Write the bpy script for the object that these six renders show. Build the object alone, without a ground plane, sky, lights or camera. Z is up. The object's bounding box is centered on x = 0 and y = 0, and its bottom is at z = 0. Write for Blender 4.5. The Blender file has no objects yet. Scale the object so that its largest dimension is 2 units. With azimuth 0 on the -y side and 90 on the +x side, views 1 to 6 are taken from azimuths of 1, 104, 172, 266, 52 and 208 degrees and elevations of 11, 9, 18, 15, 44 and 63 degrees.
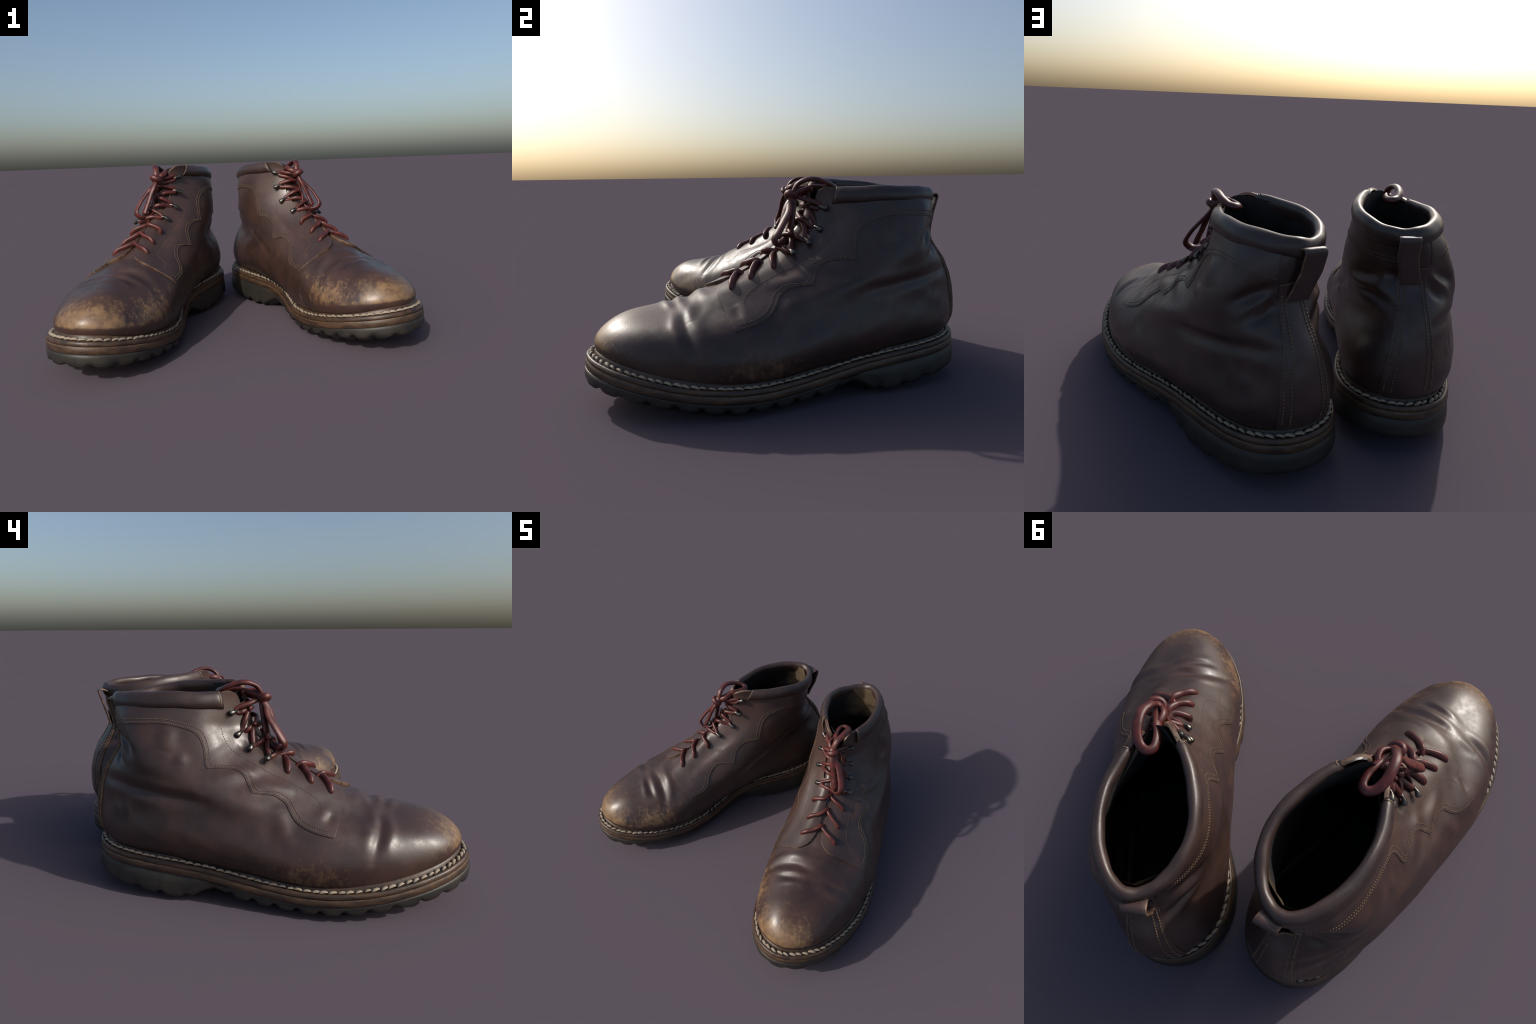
"""A pair of worn brown leather lace-up boots, modelled in a boot-local frame
(x = outer side, y = heel to toe, z = up) and placed twice, the second mirrored."""
import bpy, math
import numpy as np
from mathutils import Matrix, Vector

rng = np.random.default_rng(7)

# --------------------------------------------------------------------------
# Cross-sections of the upper, from the feather edge at the welt up to the rim.
# Each ring runs heel -> outer side -> toe (or instep) -> inner side, 18 control
# points of a cubic B-spline surface.
# --------------------------------------------------------------------------
FEATHER_EDGE = [
    (0.010, -0.076, 0.237), (0.221, 0.073, 0.222), (0.236, 0.307, 0.204),
    (0.247, 0.525, 0.183), (0.273, 0.746, 0.151), (0.313, 0.964, 0.128),
    (0.324, 1.189, 0.136), (0.270, 1.406, 0.173), (0.174, 1.599, 0.217),
    (-0.042, 1.738, 0.251), (-0.232, 1.583, 0.204), (-0.269, 1.367, 0.155),
    (-0.268, 1.151, 0.122), (-0.201, 0.939, 0.128), (-0.131, 0.735, 0.176),
    (-0.163, 0.515, 0.205), (-0.209, 0.305, 0.214), (-0.198, 0.075, 0.224),
]
HEEL_SEAT = [
    (0.004, -0.085, 0.292), (0.194, -0.014, 0.272), (0.282, 0.187, 0.257),
    (0.303, 0.437, 0.238), (0.318, 0.697, 0.206), (0.363, 0.954, 0.190),
    (0.348, 1.204, 0.200), (0.258, 1.453, 0.234), (0.142, 1.668, 0.279),
    (-0.063, 1.740, 0.285), (-0.230, 1.621, 0.246), (-0.298, 1.415, 0.196),
    (-0.307, 1.187, 0.173), (-0.262, 0.949, 0.185), (-0.226, 0.698, 0.224),
    (-0.238, 0.437, 0.262), (-0.249, 0.190, 0.286), (-0.180, -0.005, 0.296),
]
COUNTER_LOW = [
    (0.021, -0.085, 0.389), (0.158, -0.028, 0.368), (0.262, 0.138, 0.343),
    (0.329, 0.377, 0.319), (0.343, 0.647, 0.278), (0.363, 0.927, 0.257),
    (0.345, 1.199, 0.280), (0.236, 1.450, 0.312), (0.099, 1.644, 0.354),
    (-0.083, 1.696, 0.344), (-0.222, 1.602, 0.295), (-0.289, 1.419, 0.244),
    (-0.317, 1.202, 0.237), (-0.282, 0.953, 0.257), (-0.269, 0.671, 0.300),
    (-0.259, 0.384, 0.350), (-0.226, 0.129, 0.388), (-0.126, -0.033, 0.398),
]
COUNTER_HIGH = [
    (0.046, -0.063, 0.490), (0.145, -0.011, 0.471), (0.209, 0.143, 0.437),
    (0.290, 0.353, 0.408), (0.323, 0.597, 0.364), (0.315, 0.866, 0.337),
    (0.295, 1.135, 0.372), (0.193, 1.362, 0.377), (0.061, 1.525, 0.388),
    (-0.081, 1.577, 0.414), (-0.192, 1.500, 0.378), (-0.261, 1.351, 0.327),
    (-0.303, 1.170, 0.329), (-0.271, 0.937, 0.353), (-0.277, 0.651, 0.397),
    (-0.237, 0.364, 0.450), (-0.178, 0.121, 0.491), (-0.079, -0.020, 0.498),
]
INSTEP_LOW = [
    (0.056, -0.037, 0.571), (0.150, 0.017, 0.560), (0.227, 0.138, 0.530),
    (0.268, 0.317, 0.495), (0.287, 0.527, 0.454), (0.290, 0.766, 0.427),
    (0.242, 0.997, 0.417), (0.159, 1.192, 0.409), (0.058, 1.323, 0.404),
    (-0.042, 1.360, 0.433), (-0.142, 1.312, 0.422), (-0.214, 1.215, 0.407),
    (-0.252, 1.072, 0.409), (-0.258, 0.868, 0.437), (-0.267, 0.608, 0.480),
    (-0.201, 0.348, 0.526), (-0.131, 0.135, 0.557), (-0.046, 0.014, 0.563),
]
INSTEP = [
    (0.049, 0.030, 0.637), (0.139, 0.084, 0.638), (0.221, 0.167, 0.613),
    (0.268, 0.274, 0.574), (0.290, 0.436, 0.547), (0.298, 0.635, 0.524),
    (0.229, 0.818, 0.489), (0.153, 0.970, 0.499), (0.090, 1.070, 0.524),
    (0.006, 1.085, 0.495), (-0.092, 1.085, 0.522), (-0.138, 1.030, 0.508),
    (-0.192, 0.920, 0.497), (-0.234, 0.753, 0.522), (-0.246, 0.542, 0.557),
    (-0.217, 0.326, 0.588), (-0.186, 0.132, 0.611), (-0.082, 0.054, 0.620),
]
ANKLE = [
    (0.035, 0.088, 0.724), (0.111, 0.112, 0.734), (0.178, 0.169, 0.712),
    (0.241, 0.210, 0.674), (0.259, 0.326, 0.645), (0.233, 0.472, 0.599),
    (0.197, 0.609, 0.592), (0.124, 0.708, 0.611), (0.077, 0.771, 0.640),
    (0.012, 0.782, 0.637), (-0.034, 0.816, 0.665), (-0.061, 0.814, 0.629),
    (-0.152, 0.729, 0.623), (-0.221, 0.602, 0.648), (-0.244, 0.440, 0.666),
    (-0.238, 0.289, 0.668), (-0.201, 0.155, 0.682), (-0.095, 0.107, 0.705),
]
SHAFT = [
    (0.015, 0.049, 0.812), (0.083, 0.036, 0.818), (0.137, 0.107, 0.817),
    (0.195, 0.159, 0.801), (0.207, 0.265, 0.787), (0.182, 0.387, 0.768),
    (0.154, 0.489, 0.769), (0.069, 0.555, 0.764), (0.029, 0.600, 0.785),
    (-0.006, 0.616, 0.810), (-0.030, 0.657, 0.849), (-0.072, 0.672, 0.834),
    (-0.150, 0.580, 0.809), (-0.214, 0.464, 0.813), (-0.246, 0.329, 0.808),
    (-0.216, 0.224, 0.784), (-0.139, 0.153, 0.776), (-0.073, 0.096, 0.797),
]
RIM = [
    (-0.027, 0.049, 0.926), (0.024, 0.045, 0.937), (0.070, 0.095, 0.946),
    (0.104, 0.177, 0.949), (0.127, 0.277, 0.955), (0.119, 0.395, 0.955),
    (0.091, 0.485, 0.951), (0.054, 0.569, 0.948), (0.023, 0.616, 0.949),
    (-0.032, 0.679, 0.958), (-0.099, 0.654, 0.982), (-0.144, 0.571, 0.987),
    (-0.170, 0.490, 0.985), (-0.193, 0.391, 0.979), (-0.197, 0.272, 0.967),
    (-0.168, 0.177, 0.949), (-0.120, 0.114, 0.934), (-0.076, 0.072, 0.926),
]

UPPER_RINGS = np.array([FEATHER_EDGE, HEEL_SEAT, COUNTER_LOW, COUNTER_HIGH, INSTEP_LOW,
                        INSTEP, ANKLE, SHAFT, RIM])

# Line of the welt stitching round the boot (closed B-spline control points).
WELT_LINE = np.array([
    (-0.087, -0.049, 0.228), (0.093, -0.056, 0.229), (0.224, 0.064, 0.218),
    (0.262, 0.278, 0.202), (0.266, 0.537, 0.179), (0.307, 0.807, 0.136),
    (0.353, 1.089, 0.119), (0.314, 1.383, 0.161), (0.173, 1.634, 0.218),
    (-0.024, 1.744, 0.242), (-0.202, 1.662, 0.218), (-0.294, 1.429, 0.162),
    (-0.292, 1.153, 0.116), (-0.219, 0.924, 0.125), (-0.156, 0.741, 0.170),
    (-0.178, 0.544, 0.199), (-0.233, 0.314, 0.210), (-0.214, 0.091, 0.220)])

# Creases and rolls of the leather: (path, half width, height; negative = valley)
FOLDS = [
    # ankle, outer side
    ([(.100, .000, .548), (.187, .112, .540), (.250, .255, .520), (.281, .390, .505), (.280, .540, .490)], .030, -.019),
    ([(.105, .090, .761), (.158, .141, .726), (.209, .197, .688)], .024, -.017),
    ([(.102, .092, .703), (.128, .099, .663), (.162, .118, .634)], .020, -.013),
    ([(.095, .084, .749), (.149, .130, .695), (.197, .168, .641)], .018, .008),
    # ankle, inner side
    ([(-.043, .042, .733), (-.098, .068, .726), (-.152, .137, .711), (-.190, .200, .701)], .030, -.026),
    ([(-.037, .039, .615), (-.088, .065, .629), (-.144, .123, .640), (-.220, .300, .620), (-.240, .420, .560),
      (-.250, .520, .520), (-.262, .670, .455), (-.267, .760, .405)], .020, -.009),
    ([(-.030, .030, .612), (-.088, .065, .629), (-.144, .123, .640), (-.205, .230, .630)], .024, -.014),
    ([(-.150, .150, .560), (-.215, .300, .545), (-.240, .420, .500)], .040, .006),
    # vamp, outer side
    ([(.050, 1.290, .448), (.100, 1.305, .430), (.155, 1.315, .400), (.218, 1.308, .364), (.268, 1.293, .320),
      (.300, 1.280, .270)], .021, -.010),
    ([(.120, 1.205, .440), (.202, 1.257, .389), (.258, 1.250, .346), (.296, 1.240, .290)], .023, .003),
    ([(.060, 1.350, .425), (.184, 1.361, .372), (.245, 1.345, .326), (.275, 1.345, .280)], .021, .005),
    # vamp, inner side
    ([(.050, 1.205, .472), (-.032, 1.213, .470), (-.137, 1.214, .450), (-.203, 1.225, .402), (-.245, 1.254, .350)], .024, .006),
    ([(.060, 1.285, .450), (-.030, 1.275, .450), (-.099, 1.265, .441), (-.192, 1.275, .397), (-.250, 1.290, .340)], .023, -.011),
    ([(.020, 1.318, .448), (-.060, 1.312, .442), (-.126, 1.318, .430), (-.170, 1.320, .400)], .018, .006),
    ([(-.040, 1.345, .438), (-.120, 1.350, .425), (-.180, 1.345, .395)], .018, -.006),
    ([(.046, 1.360, .430), (-.081, 1.378, .426), (-.150, 1.390, .405)], .020, .006),
    # broad swellings and hollows of the shaft and quarters
    ([(.190, .350, .800), (.198, .360, .750), (.225, .350, .700)], .042, .012),
    ([(.230, .200, .590), (.275, .330, .585), (.290, .450, .555)], .042, -.010),
    ([(.240, .560, .588), (.190, .660, .595), (.120, .775, .612)], .034, .009),
    ([(-.236, .560, .480), (-.237, .450, .440), (-.237, .370, .400)], .050, .010),
    ([(.195, .080, .410), (.220, .130, .430)], .040, .005),
    ([(.050, .700, .705), (.090, .660, .695)], .030, -.009),
    ([(.015, .668, .790), (.060, .620, .790), (.105, .540, .795)], .030, -.007),
    ([(.125, .120, .800), (.150, .185, .870)], .040, .007),
    ([(-.030, .070, .725), (-.075, .105, .722)], .028, -.011),
    ([(.000, 1.290, .447), (.060, 1.292, .436), (.120, 1.288, .408), (.170, 1.285, .380)], .032, .010),
    ([(.225, .720, .535), (.185, .790, .540), (.165, .860, .530), (.150, .930, .515)], .034, .011),
    ([(.215, .420, .690), (.235, .430, .640)], .032, .007),
    ([(.222, .140, .430), (.238, .190, .430)], .040, .006),
    ([(.052, -.037, .514), (.090, -.020, .520)], .035, -.006),
    ([(-.236, .470, .515), (-.236, .560, .515)], .030, .007),
    ([(-.170, .600, .720), (-.172, .750, .610), (-.180, .930, .515), (-.200, 1.040, .455)], .045, .010),
    # facing and instep
    ([(.140, .640, .660), (.160, .720, .600), (.170, .830, .545)], .030, .006),
    ([(.120, .500, .730), (.090, .540, .760), (.060, .560, .820)], .018, .007),
    ([(.165, .520, .680), (.130, .560, .700), (.100, .590, .720)], .015, -.006),
    ([(-.150, .600, .730), (-.150, .700, .650), (-.140, .820, .585), (-.138, .940, .530)], .020, -.002),
    ([(.235, 1.040, .420), (.200, 1.060, .430), (.160, 1.070, .445)], .026, .005),
    ([(.240, 1.080, .395), (.180, 1.095, .430)], .022, -.006),
    ([(.245, .870, .450), (.285, .900, .380), (.300, .930, .300)], .030, .006),
    ([(.285, .830, .400), (.300, .840, .330)], .030, -.005),
]


# --------------------------------------------------------------------------
# Curve and surface maths
# --------------------------------------------------------------------------
def closed_spline_basis(count, params):
    """Uniform closed cubic B-spline weights, one row per parameter in 0..1."""
    weights = np.zeros((len(params), count))
    for row, p in enumerate(np.asarray(params) % 1.0):
        t = p * count
        j = int(t)
        f = t - j
        for k, w in enumerate(((1 - f) ** 3 / 6, (3 * f ** 3 - 6 * f * f + 4) / 6,
                               (-3 * f ** 3 + 3 * f * f + 3 * f + 1) / 6, f ** 3 / 6)):
            weights[row, (j - 1 + k) % count] += w
    return weights


def clamped_spline_basis(count, params):
    knots = np.concatenate([[0] * 3, np.linspace(0, 1, count - 2), [1] * 3])
    weights = np.zeros((len(params), count))
    for row, p in enumerate(params):
        t = min(max(p, 0.0), 1 - 1e-9)
        b = np.array([1.0 if knots[j] <= t < knots[j + 1] else 0.0 for j in range(len(knots) - 1)])
        for d in range(1, 4):
            nb = np.zeros(len(b) - 1)
            for j in range(len(nb)):
                lo, hi = knots[j + d] - knots[j], knots[j + d + 1] - knots[j + 1]
                nb[j] = ((t - knots[j]) / lo * b[j] if lo > 0 else 0) + \
                        ((knots[j + d + 1] - t) / hi * b[j + 1] if hi > 0 else 0)
            b = nb
        weights[row] = b
    return weights


def unit(v):
    return v / (np.linalg.norm(v, axis=-1, keepdims=True) + 1e-12)


def smooth_path(points, samples):
    """Catmull-Rom curve through the points, resampled evenly."""
    p = np.asarray(points, float)
    ext = np.vstack([2 * p[0] - p[1], p, 2 * p[-1] - p[-2]])
    out = []
    for i in range(1, len(ext) - 2):
        a, b, c, d = ext[i - 1:i + 3]
        for t in np.linspace(0, 1, 16, endpoint=False):
            out.append(.5 * ((2 * b) + (c - a) * t + (2 * a - 5 * b + 4 * c - d) * t * t + (3 * b - a - 3 * c + d) * t ** 3))
    out.append(p[-1])
    return resample(np.array(out), samples)


def resample(path, samples):
    path = np.asarray(path, float)
    s = np.concatenate([[0], np.cumsum(np.linalg.norm(np.diff(path, axis=0), axis=1))])
    return np.stack([np.interp(np.linspace(0, s[-1], samples), s, path[:, k]) for k in range(path.shape[1])], 1)


def distance_to_path(points, path):
    """Distance to a polyline and how far along it (0..1) the nearest point lies."""
    best = np.full(len(points), 1e9)
    along = np.zeros(len(points))
    for i in range(len(path) - 1):
        a, ab = path[i], path[i + 1] - path[i]
        t = np.clip(((points - a) @ ab) / (ab @ ab), 0, 1)
        d = np.linalg.norm(points - (a + t[:, None] * ab), axis=1)
        closer = d < best
        best[closer] = d[closer]
        along[closer] = (i + t[closer]) / (len(path) - 1)
    return best, along


def grid_normals(grid):
    du = np.roll(grid, -1, 1) - np.roll(grid, 1, 1)
    dv = np.gradient(grid, axis=0)
    return unit(np.cross(du, dv))


# --------------------------------------------------------------------------
# The upper as one dense grid; everything lying on it is found through (u, v)
# --------------------------------------------------------------------------
NU, NV = 432, 190
base_grid = np.einsum('vk,ul,klc->vuc', clamped_spline_basis(9, np.linspace(0, 1, NV)),
                      closed_spline_basis(18, np.arange(NU) / NU), UPPER_RINGS)
base_normals = grid_normals(base_grid)


def soft_lumps(p):
    """Gentle unevenness of hand-lasted leather."""
    x, y, z = p[:, 0], p[:, 1], p[:, 2]
    return (.0016 * np.sin(11 * y + 5 * z + 3 * np.sin(7 * x)) * np.sin(13 * z - 4 * y + 9 * x)
            + .0010 * np.sin(27 * y + 9 * x + 2 * np.sin(19 * z)) * np.sin(31 * z + 6 * x))


flat = base_grid.reshape(-1, 3)
lift = soft_lumps(flat)
for path, width, height in FOLDS:
    d, along = distance_to_path(flat, smooth_path(path, 24))
    taper = np.sin(np.pi * np.clip(along * .88 + .06, 0, 1)) ** .7
    lift += height * taper * np.exp(-(d / width) ** 2)
upper_grid = (flat + lift[:, None] * base_normals.reshape(-1, 3)).reshape(base_grid.shape)
upper_normals = grid_normals(upper_grid)


def on_upper(uv, offset=0.0):
    """Points on the upper at (u, v) in 0..1, lifted along the normal."""
    uv = np.asarray(uv, float)
    fu = (uv[..., 0] % 1.0) * NU
    fv = np.clip(uv[..., 1], 0, 1) * (NV - 1)
    i0 = np.floor(fu).astype(int) % NU
    j0 = np.minimum(np.floor(fv).astype(int), NV - 2)
    a, b = (fu - np.floor(fu))[..., None], (fv - j0)[..., None]
    i1 = (i0 + 1) % NU

    def mix(g):
        return (g[j0, i0] * (1 - a) + g[j0, i1] * a) * (1 - b) + (g[j0 + 1, i0] * (1 - a) + g[j0 + 1, i1] * a) * b
    n = unit(mix(upper_normals))
    off = offset if np.isscalar(offset) else np.asarray(offset)[..., None]
    return mix(upper_grid) + n * off, n


def locate(points):
    """(u, v) of the place on the upper nearest to each given point."""
    out = []
    for p in np.atleast_2d(points):
        d = ((base_grid - p) ** 2).sum(2)
        j, i = np.unravel_index(d.argmin(), d.shape)
        iu = (i + 1) % NU
        jv = min(j + 1, NV - 1) if j < NV - 1 else j - 1
        eu, ev = base_grid[j, iu] - base_grid[j, i], base_grid[jv, i] - base_grid[j, i]
        sol = np.linalg.lstsq(np.stack([eu, ev], 1), p - base_grid[j, i], rcond=None)[0]
        out.append(((i + np.clip(sol[0], -.5, .5)) / NU,
                    (j + np.clip(sol[1], -.5, .5) * (1 if jv > j else -1)) / (NV - 1)))
    return np.array(out)


# welt line as dense samples with outward normals
NW = 520
welt = closed_spline_basis(18, np.arange(NW) / NW) @ WELT_LINE
welt = resample(np.vstack([welt, welt[:1]]), NW + 1)[:-1]
tangent = np.roll(welt, -1, 0) - np.roll(welt, 1, 0)
welt_out = unit(np.stack([tangent[:, 1], -tangent[:, 0], np.zeros(NW)], 1))
welt_tan = unit(tangent)
if ((welt - welt.mean(0)) * welt_out).sum() < 0:
    welt_out = -welt_out


# --------------------------------------------------------------------------
# Materials
# --------------------------------------------------------------------------
class Nodes:
    """Small wrapper for wiring shader nodes."""

    def __init__(self, name, mirrored):
        self.mat = bpy.data.materials.new(name)
        self.mat.use_nodes = True
        self.tree = self.mat.node_tree
        self.tree.nodes.clear()
        self.out = self.tree.nodes.new('ShaderNodeOutputMaterial')
        self.bsdf = self.tree.nodes.new('ShaderNodeBsdfPrincipled')
        self.tree.links.new(self.bsdf.outputs[0], self.out.inputs[0])
        coord = self.tree.nodes.new('ShaderNodeTexCoord')
        mapping = self.tree.nodes.new('ShaderNodeMapping')
        mapping.inputs['Scale'].default_value = (-1 if mirrored else 1, 1, 1)
        self.tree.links.new(coord.outputs['Object'], mapping.inputs['Vector'])
        self.pos = mapping.outputs[0]

    def put(self, socket, value):
        if isinstance(value, bpy.types.NodeSocket):
            self.tree.links.new(value, socket)
        elif isinstance(value, (tuple, list)) and len(value) == 3 and socket.type == 'RGBA':
            socket.default_value = (*value, 1)
        else:
            socket.default_value = value

    def math(self, op, a, b=0.0, c=0.0, clamp=False):
        n = self.tree.nodes.new('ShaderNodeMath')
        n.operation = op
        n.use_clamp = clamp
        for i, v in enumerate((a, b, c)):
            self.put(n.inputs[i], v)
        return n.outputs[0]

    def noise(self, scale, detail=4, rough=.55, stretch=None, distortion=0.0):
        n = self.tree.nodes.new('ShaderNodeTexNoise')
        n.inputs['Scale'].default_value = scale
        n.inputs['Detail'].default_value = detail
        n.inputs['Roughness'].default_value = rough
        n.inputs['Distortion'].default_value = distortion
        vec = self.pos
        if stretch:
            m = self.tree.nodes.new('ShaderNodeMapping')
            m.inputs['Scale'].default_value = stretch
            m.inputs['Rotation'].default_value = (.5, .2, .3)
            self.tree.links.new(vec, m.inputs['Vector'])
            vec = m.outputs[0]
        self.tree.links.new(vec, n.inputs['Vector'])
        return n.outputs['Fac']

    def range(self, value, lo, hi, to_lo=0.0, to_hi=1.0):
        n = self.tree.nodes.new('ShaderNodeMapRange')
        n.interpolation_type = 'SMOOTHSTEP'
        self.put(n.inputs['Value'], value)
        for key, v in (('From Min', lo), ('From Max', hi), ('To Min', to_lo), ('To Max', to_hi)):
            n.inputs[key].default_value = v
        return n.outputs['Result']

    def mix(self, fac, a, b):
        n = self.tree.nodes.new('ShaderNodeMix')
        n.data_type = 'RGBA'
        self.put(n.inputs['Factor'], fac)
        self.put(n.inputs['A'] if False else n.inputs[6], a)
        self.put(n.inputs[7], b)
        return n.outputs[2]

    def xyz(self):
        n = self.tree.nodes.new('ShaderNodeSeparateXYZ')
        self.tree.links.new(self.pos, n.inputs[0])
        return n.outputs

    def blob(self, centre, radius):
        """1 at the centre of an ellipsoid, 0 at its surface."""
        m = self.tree.nodes.new('ShaderNodeMapping')
        m.vector_type = 'TEXTURE'
        m.inputs['Location'].default_value = centre
        m.inputs['Scale'].default_value = radius
        self.tree.links.new(self.pos, m.inputs['Vector'])
        n = self.tree.nodes.new('ShaderNodeVectorMath')
        n.operation = 'LENGTH'
        self.tree.links.new(m.outputs[0], n.inputs[0])
        return self.math('SUBTRACT', 1.0, n.outputs['Value'], clamp=True)

    def bump(self, height, strength, distance=.004):
        n = self.tree.nodes.new('ShaderNodeBump')
        n.inputs['Strength'].default_value = strength
        n.inputs['Distance'].default_value = distance
        self.tree.links.new(height, n.inputs['Height'])
        self.tree.links.new(n.outputs[0], self.bsdf.inputs['Normal'])

    def finish(self, color, roughness, specular=.5, metallic=0.0):
        self.put(self.bsdf.inputs['Base Color'], color)
        self.put(self.bsdf.inputs['Roughness'], roughness)
        self.bsdf.inputs['Specular IOR Level'].default_value = specular
        self.put(self.bsdf.inputs['Metallic'], metallic)
        return self.mat


LEATHER = (.053, .0265, .0205)
LEATHER_DARK = (.031, .0175, .0150)
SCUFF = (.210, .126, .061)


def leather(name, mirrored, dark=LEATHER_DARK, light=LEATHER, scuffs=True):
    m = Nodes(name, mirrored)
    x, y, z = m.xyz()
    patch = m.range(m.noise(6, 5, .6), .35, .68)
    color = m.mix(patch, dark, light)
    color = m.mix(m.range(m.noise(46, 6, .7), .55, .80, 0, .30), color, (.095, .048, .032))
    wear = m.math('MULTIPLY', m.range(m.noise(13, 8, .72), .62, .78), .22)
    rough = m.range(m.noise(22, 5), .3, .7, .34, .46)
    if scuffs:
        edge = m.math('SUBTRACT', z, m.math('MULTIPLY_ADD', y, .20, -.105))    # height above the welt near the toe
        edge = m.math('ADD', edge, m.math('MULTIPLY', m.noise(38, 5, .7), .030))
        clear = m.range(edge, .055, .068)
        toe = m.blob((-.06, 1.71, .280), (.40, .36, .19))
        side = m.blob((-.255, 1.360, .270), (.20, .36, .165))
        ball = m.blob((.330, 1.020, .195), (.12, .27, .10))
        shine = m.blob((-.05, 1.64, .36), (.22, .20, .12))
        grain = m.math('MULTIPLY_ADD', m.noise(17, 9, .74, (1, 1, .55)), .62, m.math('MULTIPLY', m.noise(70, 6, .75, (1, .6, .35)), .38))
        toe_mask = m.range(m.math('MULTIPLY_ADD', toe, .58, m.math('MULTIPLY', grain, 1.5)), .90, 1.18, 0, .95)
        side_mask = m.range(m.math('MULTIPLY_ADD', side, .40, m.math('MULTIPLY', grain, 1.6)), .96, 1.22, 0, .85)
        ball_mask = m.range(m.math('MULTIPLY_ADD', ball, .36, m.math('MULTIPLY', grain, 1.6)), .94, 1.18, 0, .60)
        wear = m.math('MAXIMUM', wear, m.math('MULTIPLY', m.math('MAXIMUM', toe_mask, side_mask), clear))
        wear = m.math('MAXIMUM', wear, ball_mask)
        rubbed = m.mix(m.range(m.noise(30, 6), .35, .65), SCUFF, (.138, .083, .044))
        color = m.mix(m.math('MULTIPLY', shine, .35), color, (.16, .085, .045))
    else:
        rubbed = (.15, .085, .042)
    color = m.mix(wear, color, rubbed)
    m.bump(m.math('ADD', m.noise(190, 3, .6), m.math('MULTIPLY', m.noise(60, 5, .7), .8)), .10, .004)
    return m.finish(color, rough, .55)


def plain(name, mirrored, a, b, scale, rough, grain=120, strength=.2, spec=.5, metal=0.0, stretch=None):
    m = Nodes(name, mirrored)
    color = m.mix(m.range(m.noise(scale, 6, .65, stretch), .34, .66), a, b)
    m.bump(m.noise(grain, 4, .65), strength, .004)
    return m.finish(color, rough, spec, metal)


def lining(name, mirrored):
    """Near-black lining with a worn tan counter at the top of the heel."""
    m = Nodes(name, mirrored)
    x, y, z = m.xyz()
    cloth = m.mix(m.range(m.noise(12, 6), .34, .66), (.010, .009, .009), (.018, .015, .013))
    tan = m.mix(m.range(m.noise(14, 6), .34, .66), (.050, .034, .018), (.095, .062, .032))
    counter = m.math('MULTIPLY', m.range(m.math('MULTIPLY_ADD', m.noise(20, 4), .03, y), .175, .140),
                     m.range(m.math('MULTIPLY_ADD', m.noise(16, 4), .05, z), .700, .780))
    m.bump(m.noise(120, 4, .65), .2, .004)
    return m.finish(m.mix(counter, cloth, tan), .8)


def make_materials(mirrored):
    tag = '_mirrored' if mirrored else ''
    return {
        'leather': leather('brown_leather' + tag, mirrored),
        'facing': leather('facing_leather' + tag, mirrored, (.038, .023, .020), (.060, .032, .026), scuffs=False),
        'edge': plain('cut_leather_edge' + tag, mirrored, (.050, .028, .020), (.17, .098, .056), 40, .45),
        'collar': leather('collar_leather' + tag, mirrored, (.030, .018, .016), (.052, .029, .023), scuffs=False),
        'lining': lining('boot_lining' + tag, mirrored),
        'insole': plain('dark_insole' + tag, mirrored, (.010, .009, .009), (.018, .015, .013), 12, .85),
        'welt': plain('welt_leather' + tag, mirrored, (.026, .016, .012), (.078, .043, .023), 18, .42, 90, .3, stretch=(1, .4, 2.2)),
        'seam': plain('tan_sole_seam' + tag, mirrored, (.045, .026, .015), (.130, .074, .034), 24, .5),
        'rubber': plain('black_rubber' + tag, mirrored, (.013, .013, .012), (.028, .023, .018), 9, .50, 110, .25),
        'welt_thread': plain('cream_thread' + tag, mirrored, (.17, .135, .098), (.39, .325, .245), 45, .65),
        'thread': plain('tan_thread' + tag, mirrored, (.080, .050, .028), (.165, .105, .055), 50, .6),
        'lace': plain('red_brown_lace' + tag, mirrored, (.050, .012, .010), (.112, .023, .018), 30, .36, 260, .25),
        'metal': plain('dark_hook_metal' + tag, mirrored, (.045, .045, .046), (.16, .145, .12), 45, .30, metal=.85),
    }


# --------------------------------------------------------------------------
# Mesh helpers: parts are collected for the left boot, then mirrored
# --------------------------------------------------------------------------
PARTS = []     # (name, mesh data dict, matrix, properties)


def part(name, verts, faces, material, matrix=None, props=None, face_slots=None, share=None):
    mats = material if isinstance(material, (list, tuple)) else [material]
    data = share or dict(verts=np.asarray(verts, float), faces=[tuple(f) for f in faces], mats=mats, slots=face_slots)
    PARTS.append((name, data, matrix, props or {}))
    return data


def grid_faces(rows, cols, closed=False, start=0):
    f = []
    for j in range(rows - 1):
        for i in range(cols if closed else cols - 1):
            k = (i + 1) % cols
            f.append((start + j * cols + i, start + j * cols + k, start + (j + 1) * cols + k, start + (j + 1) * cols + i))
    return f


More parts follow.
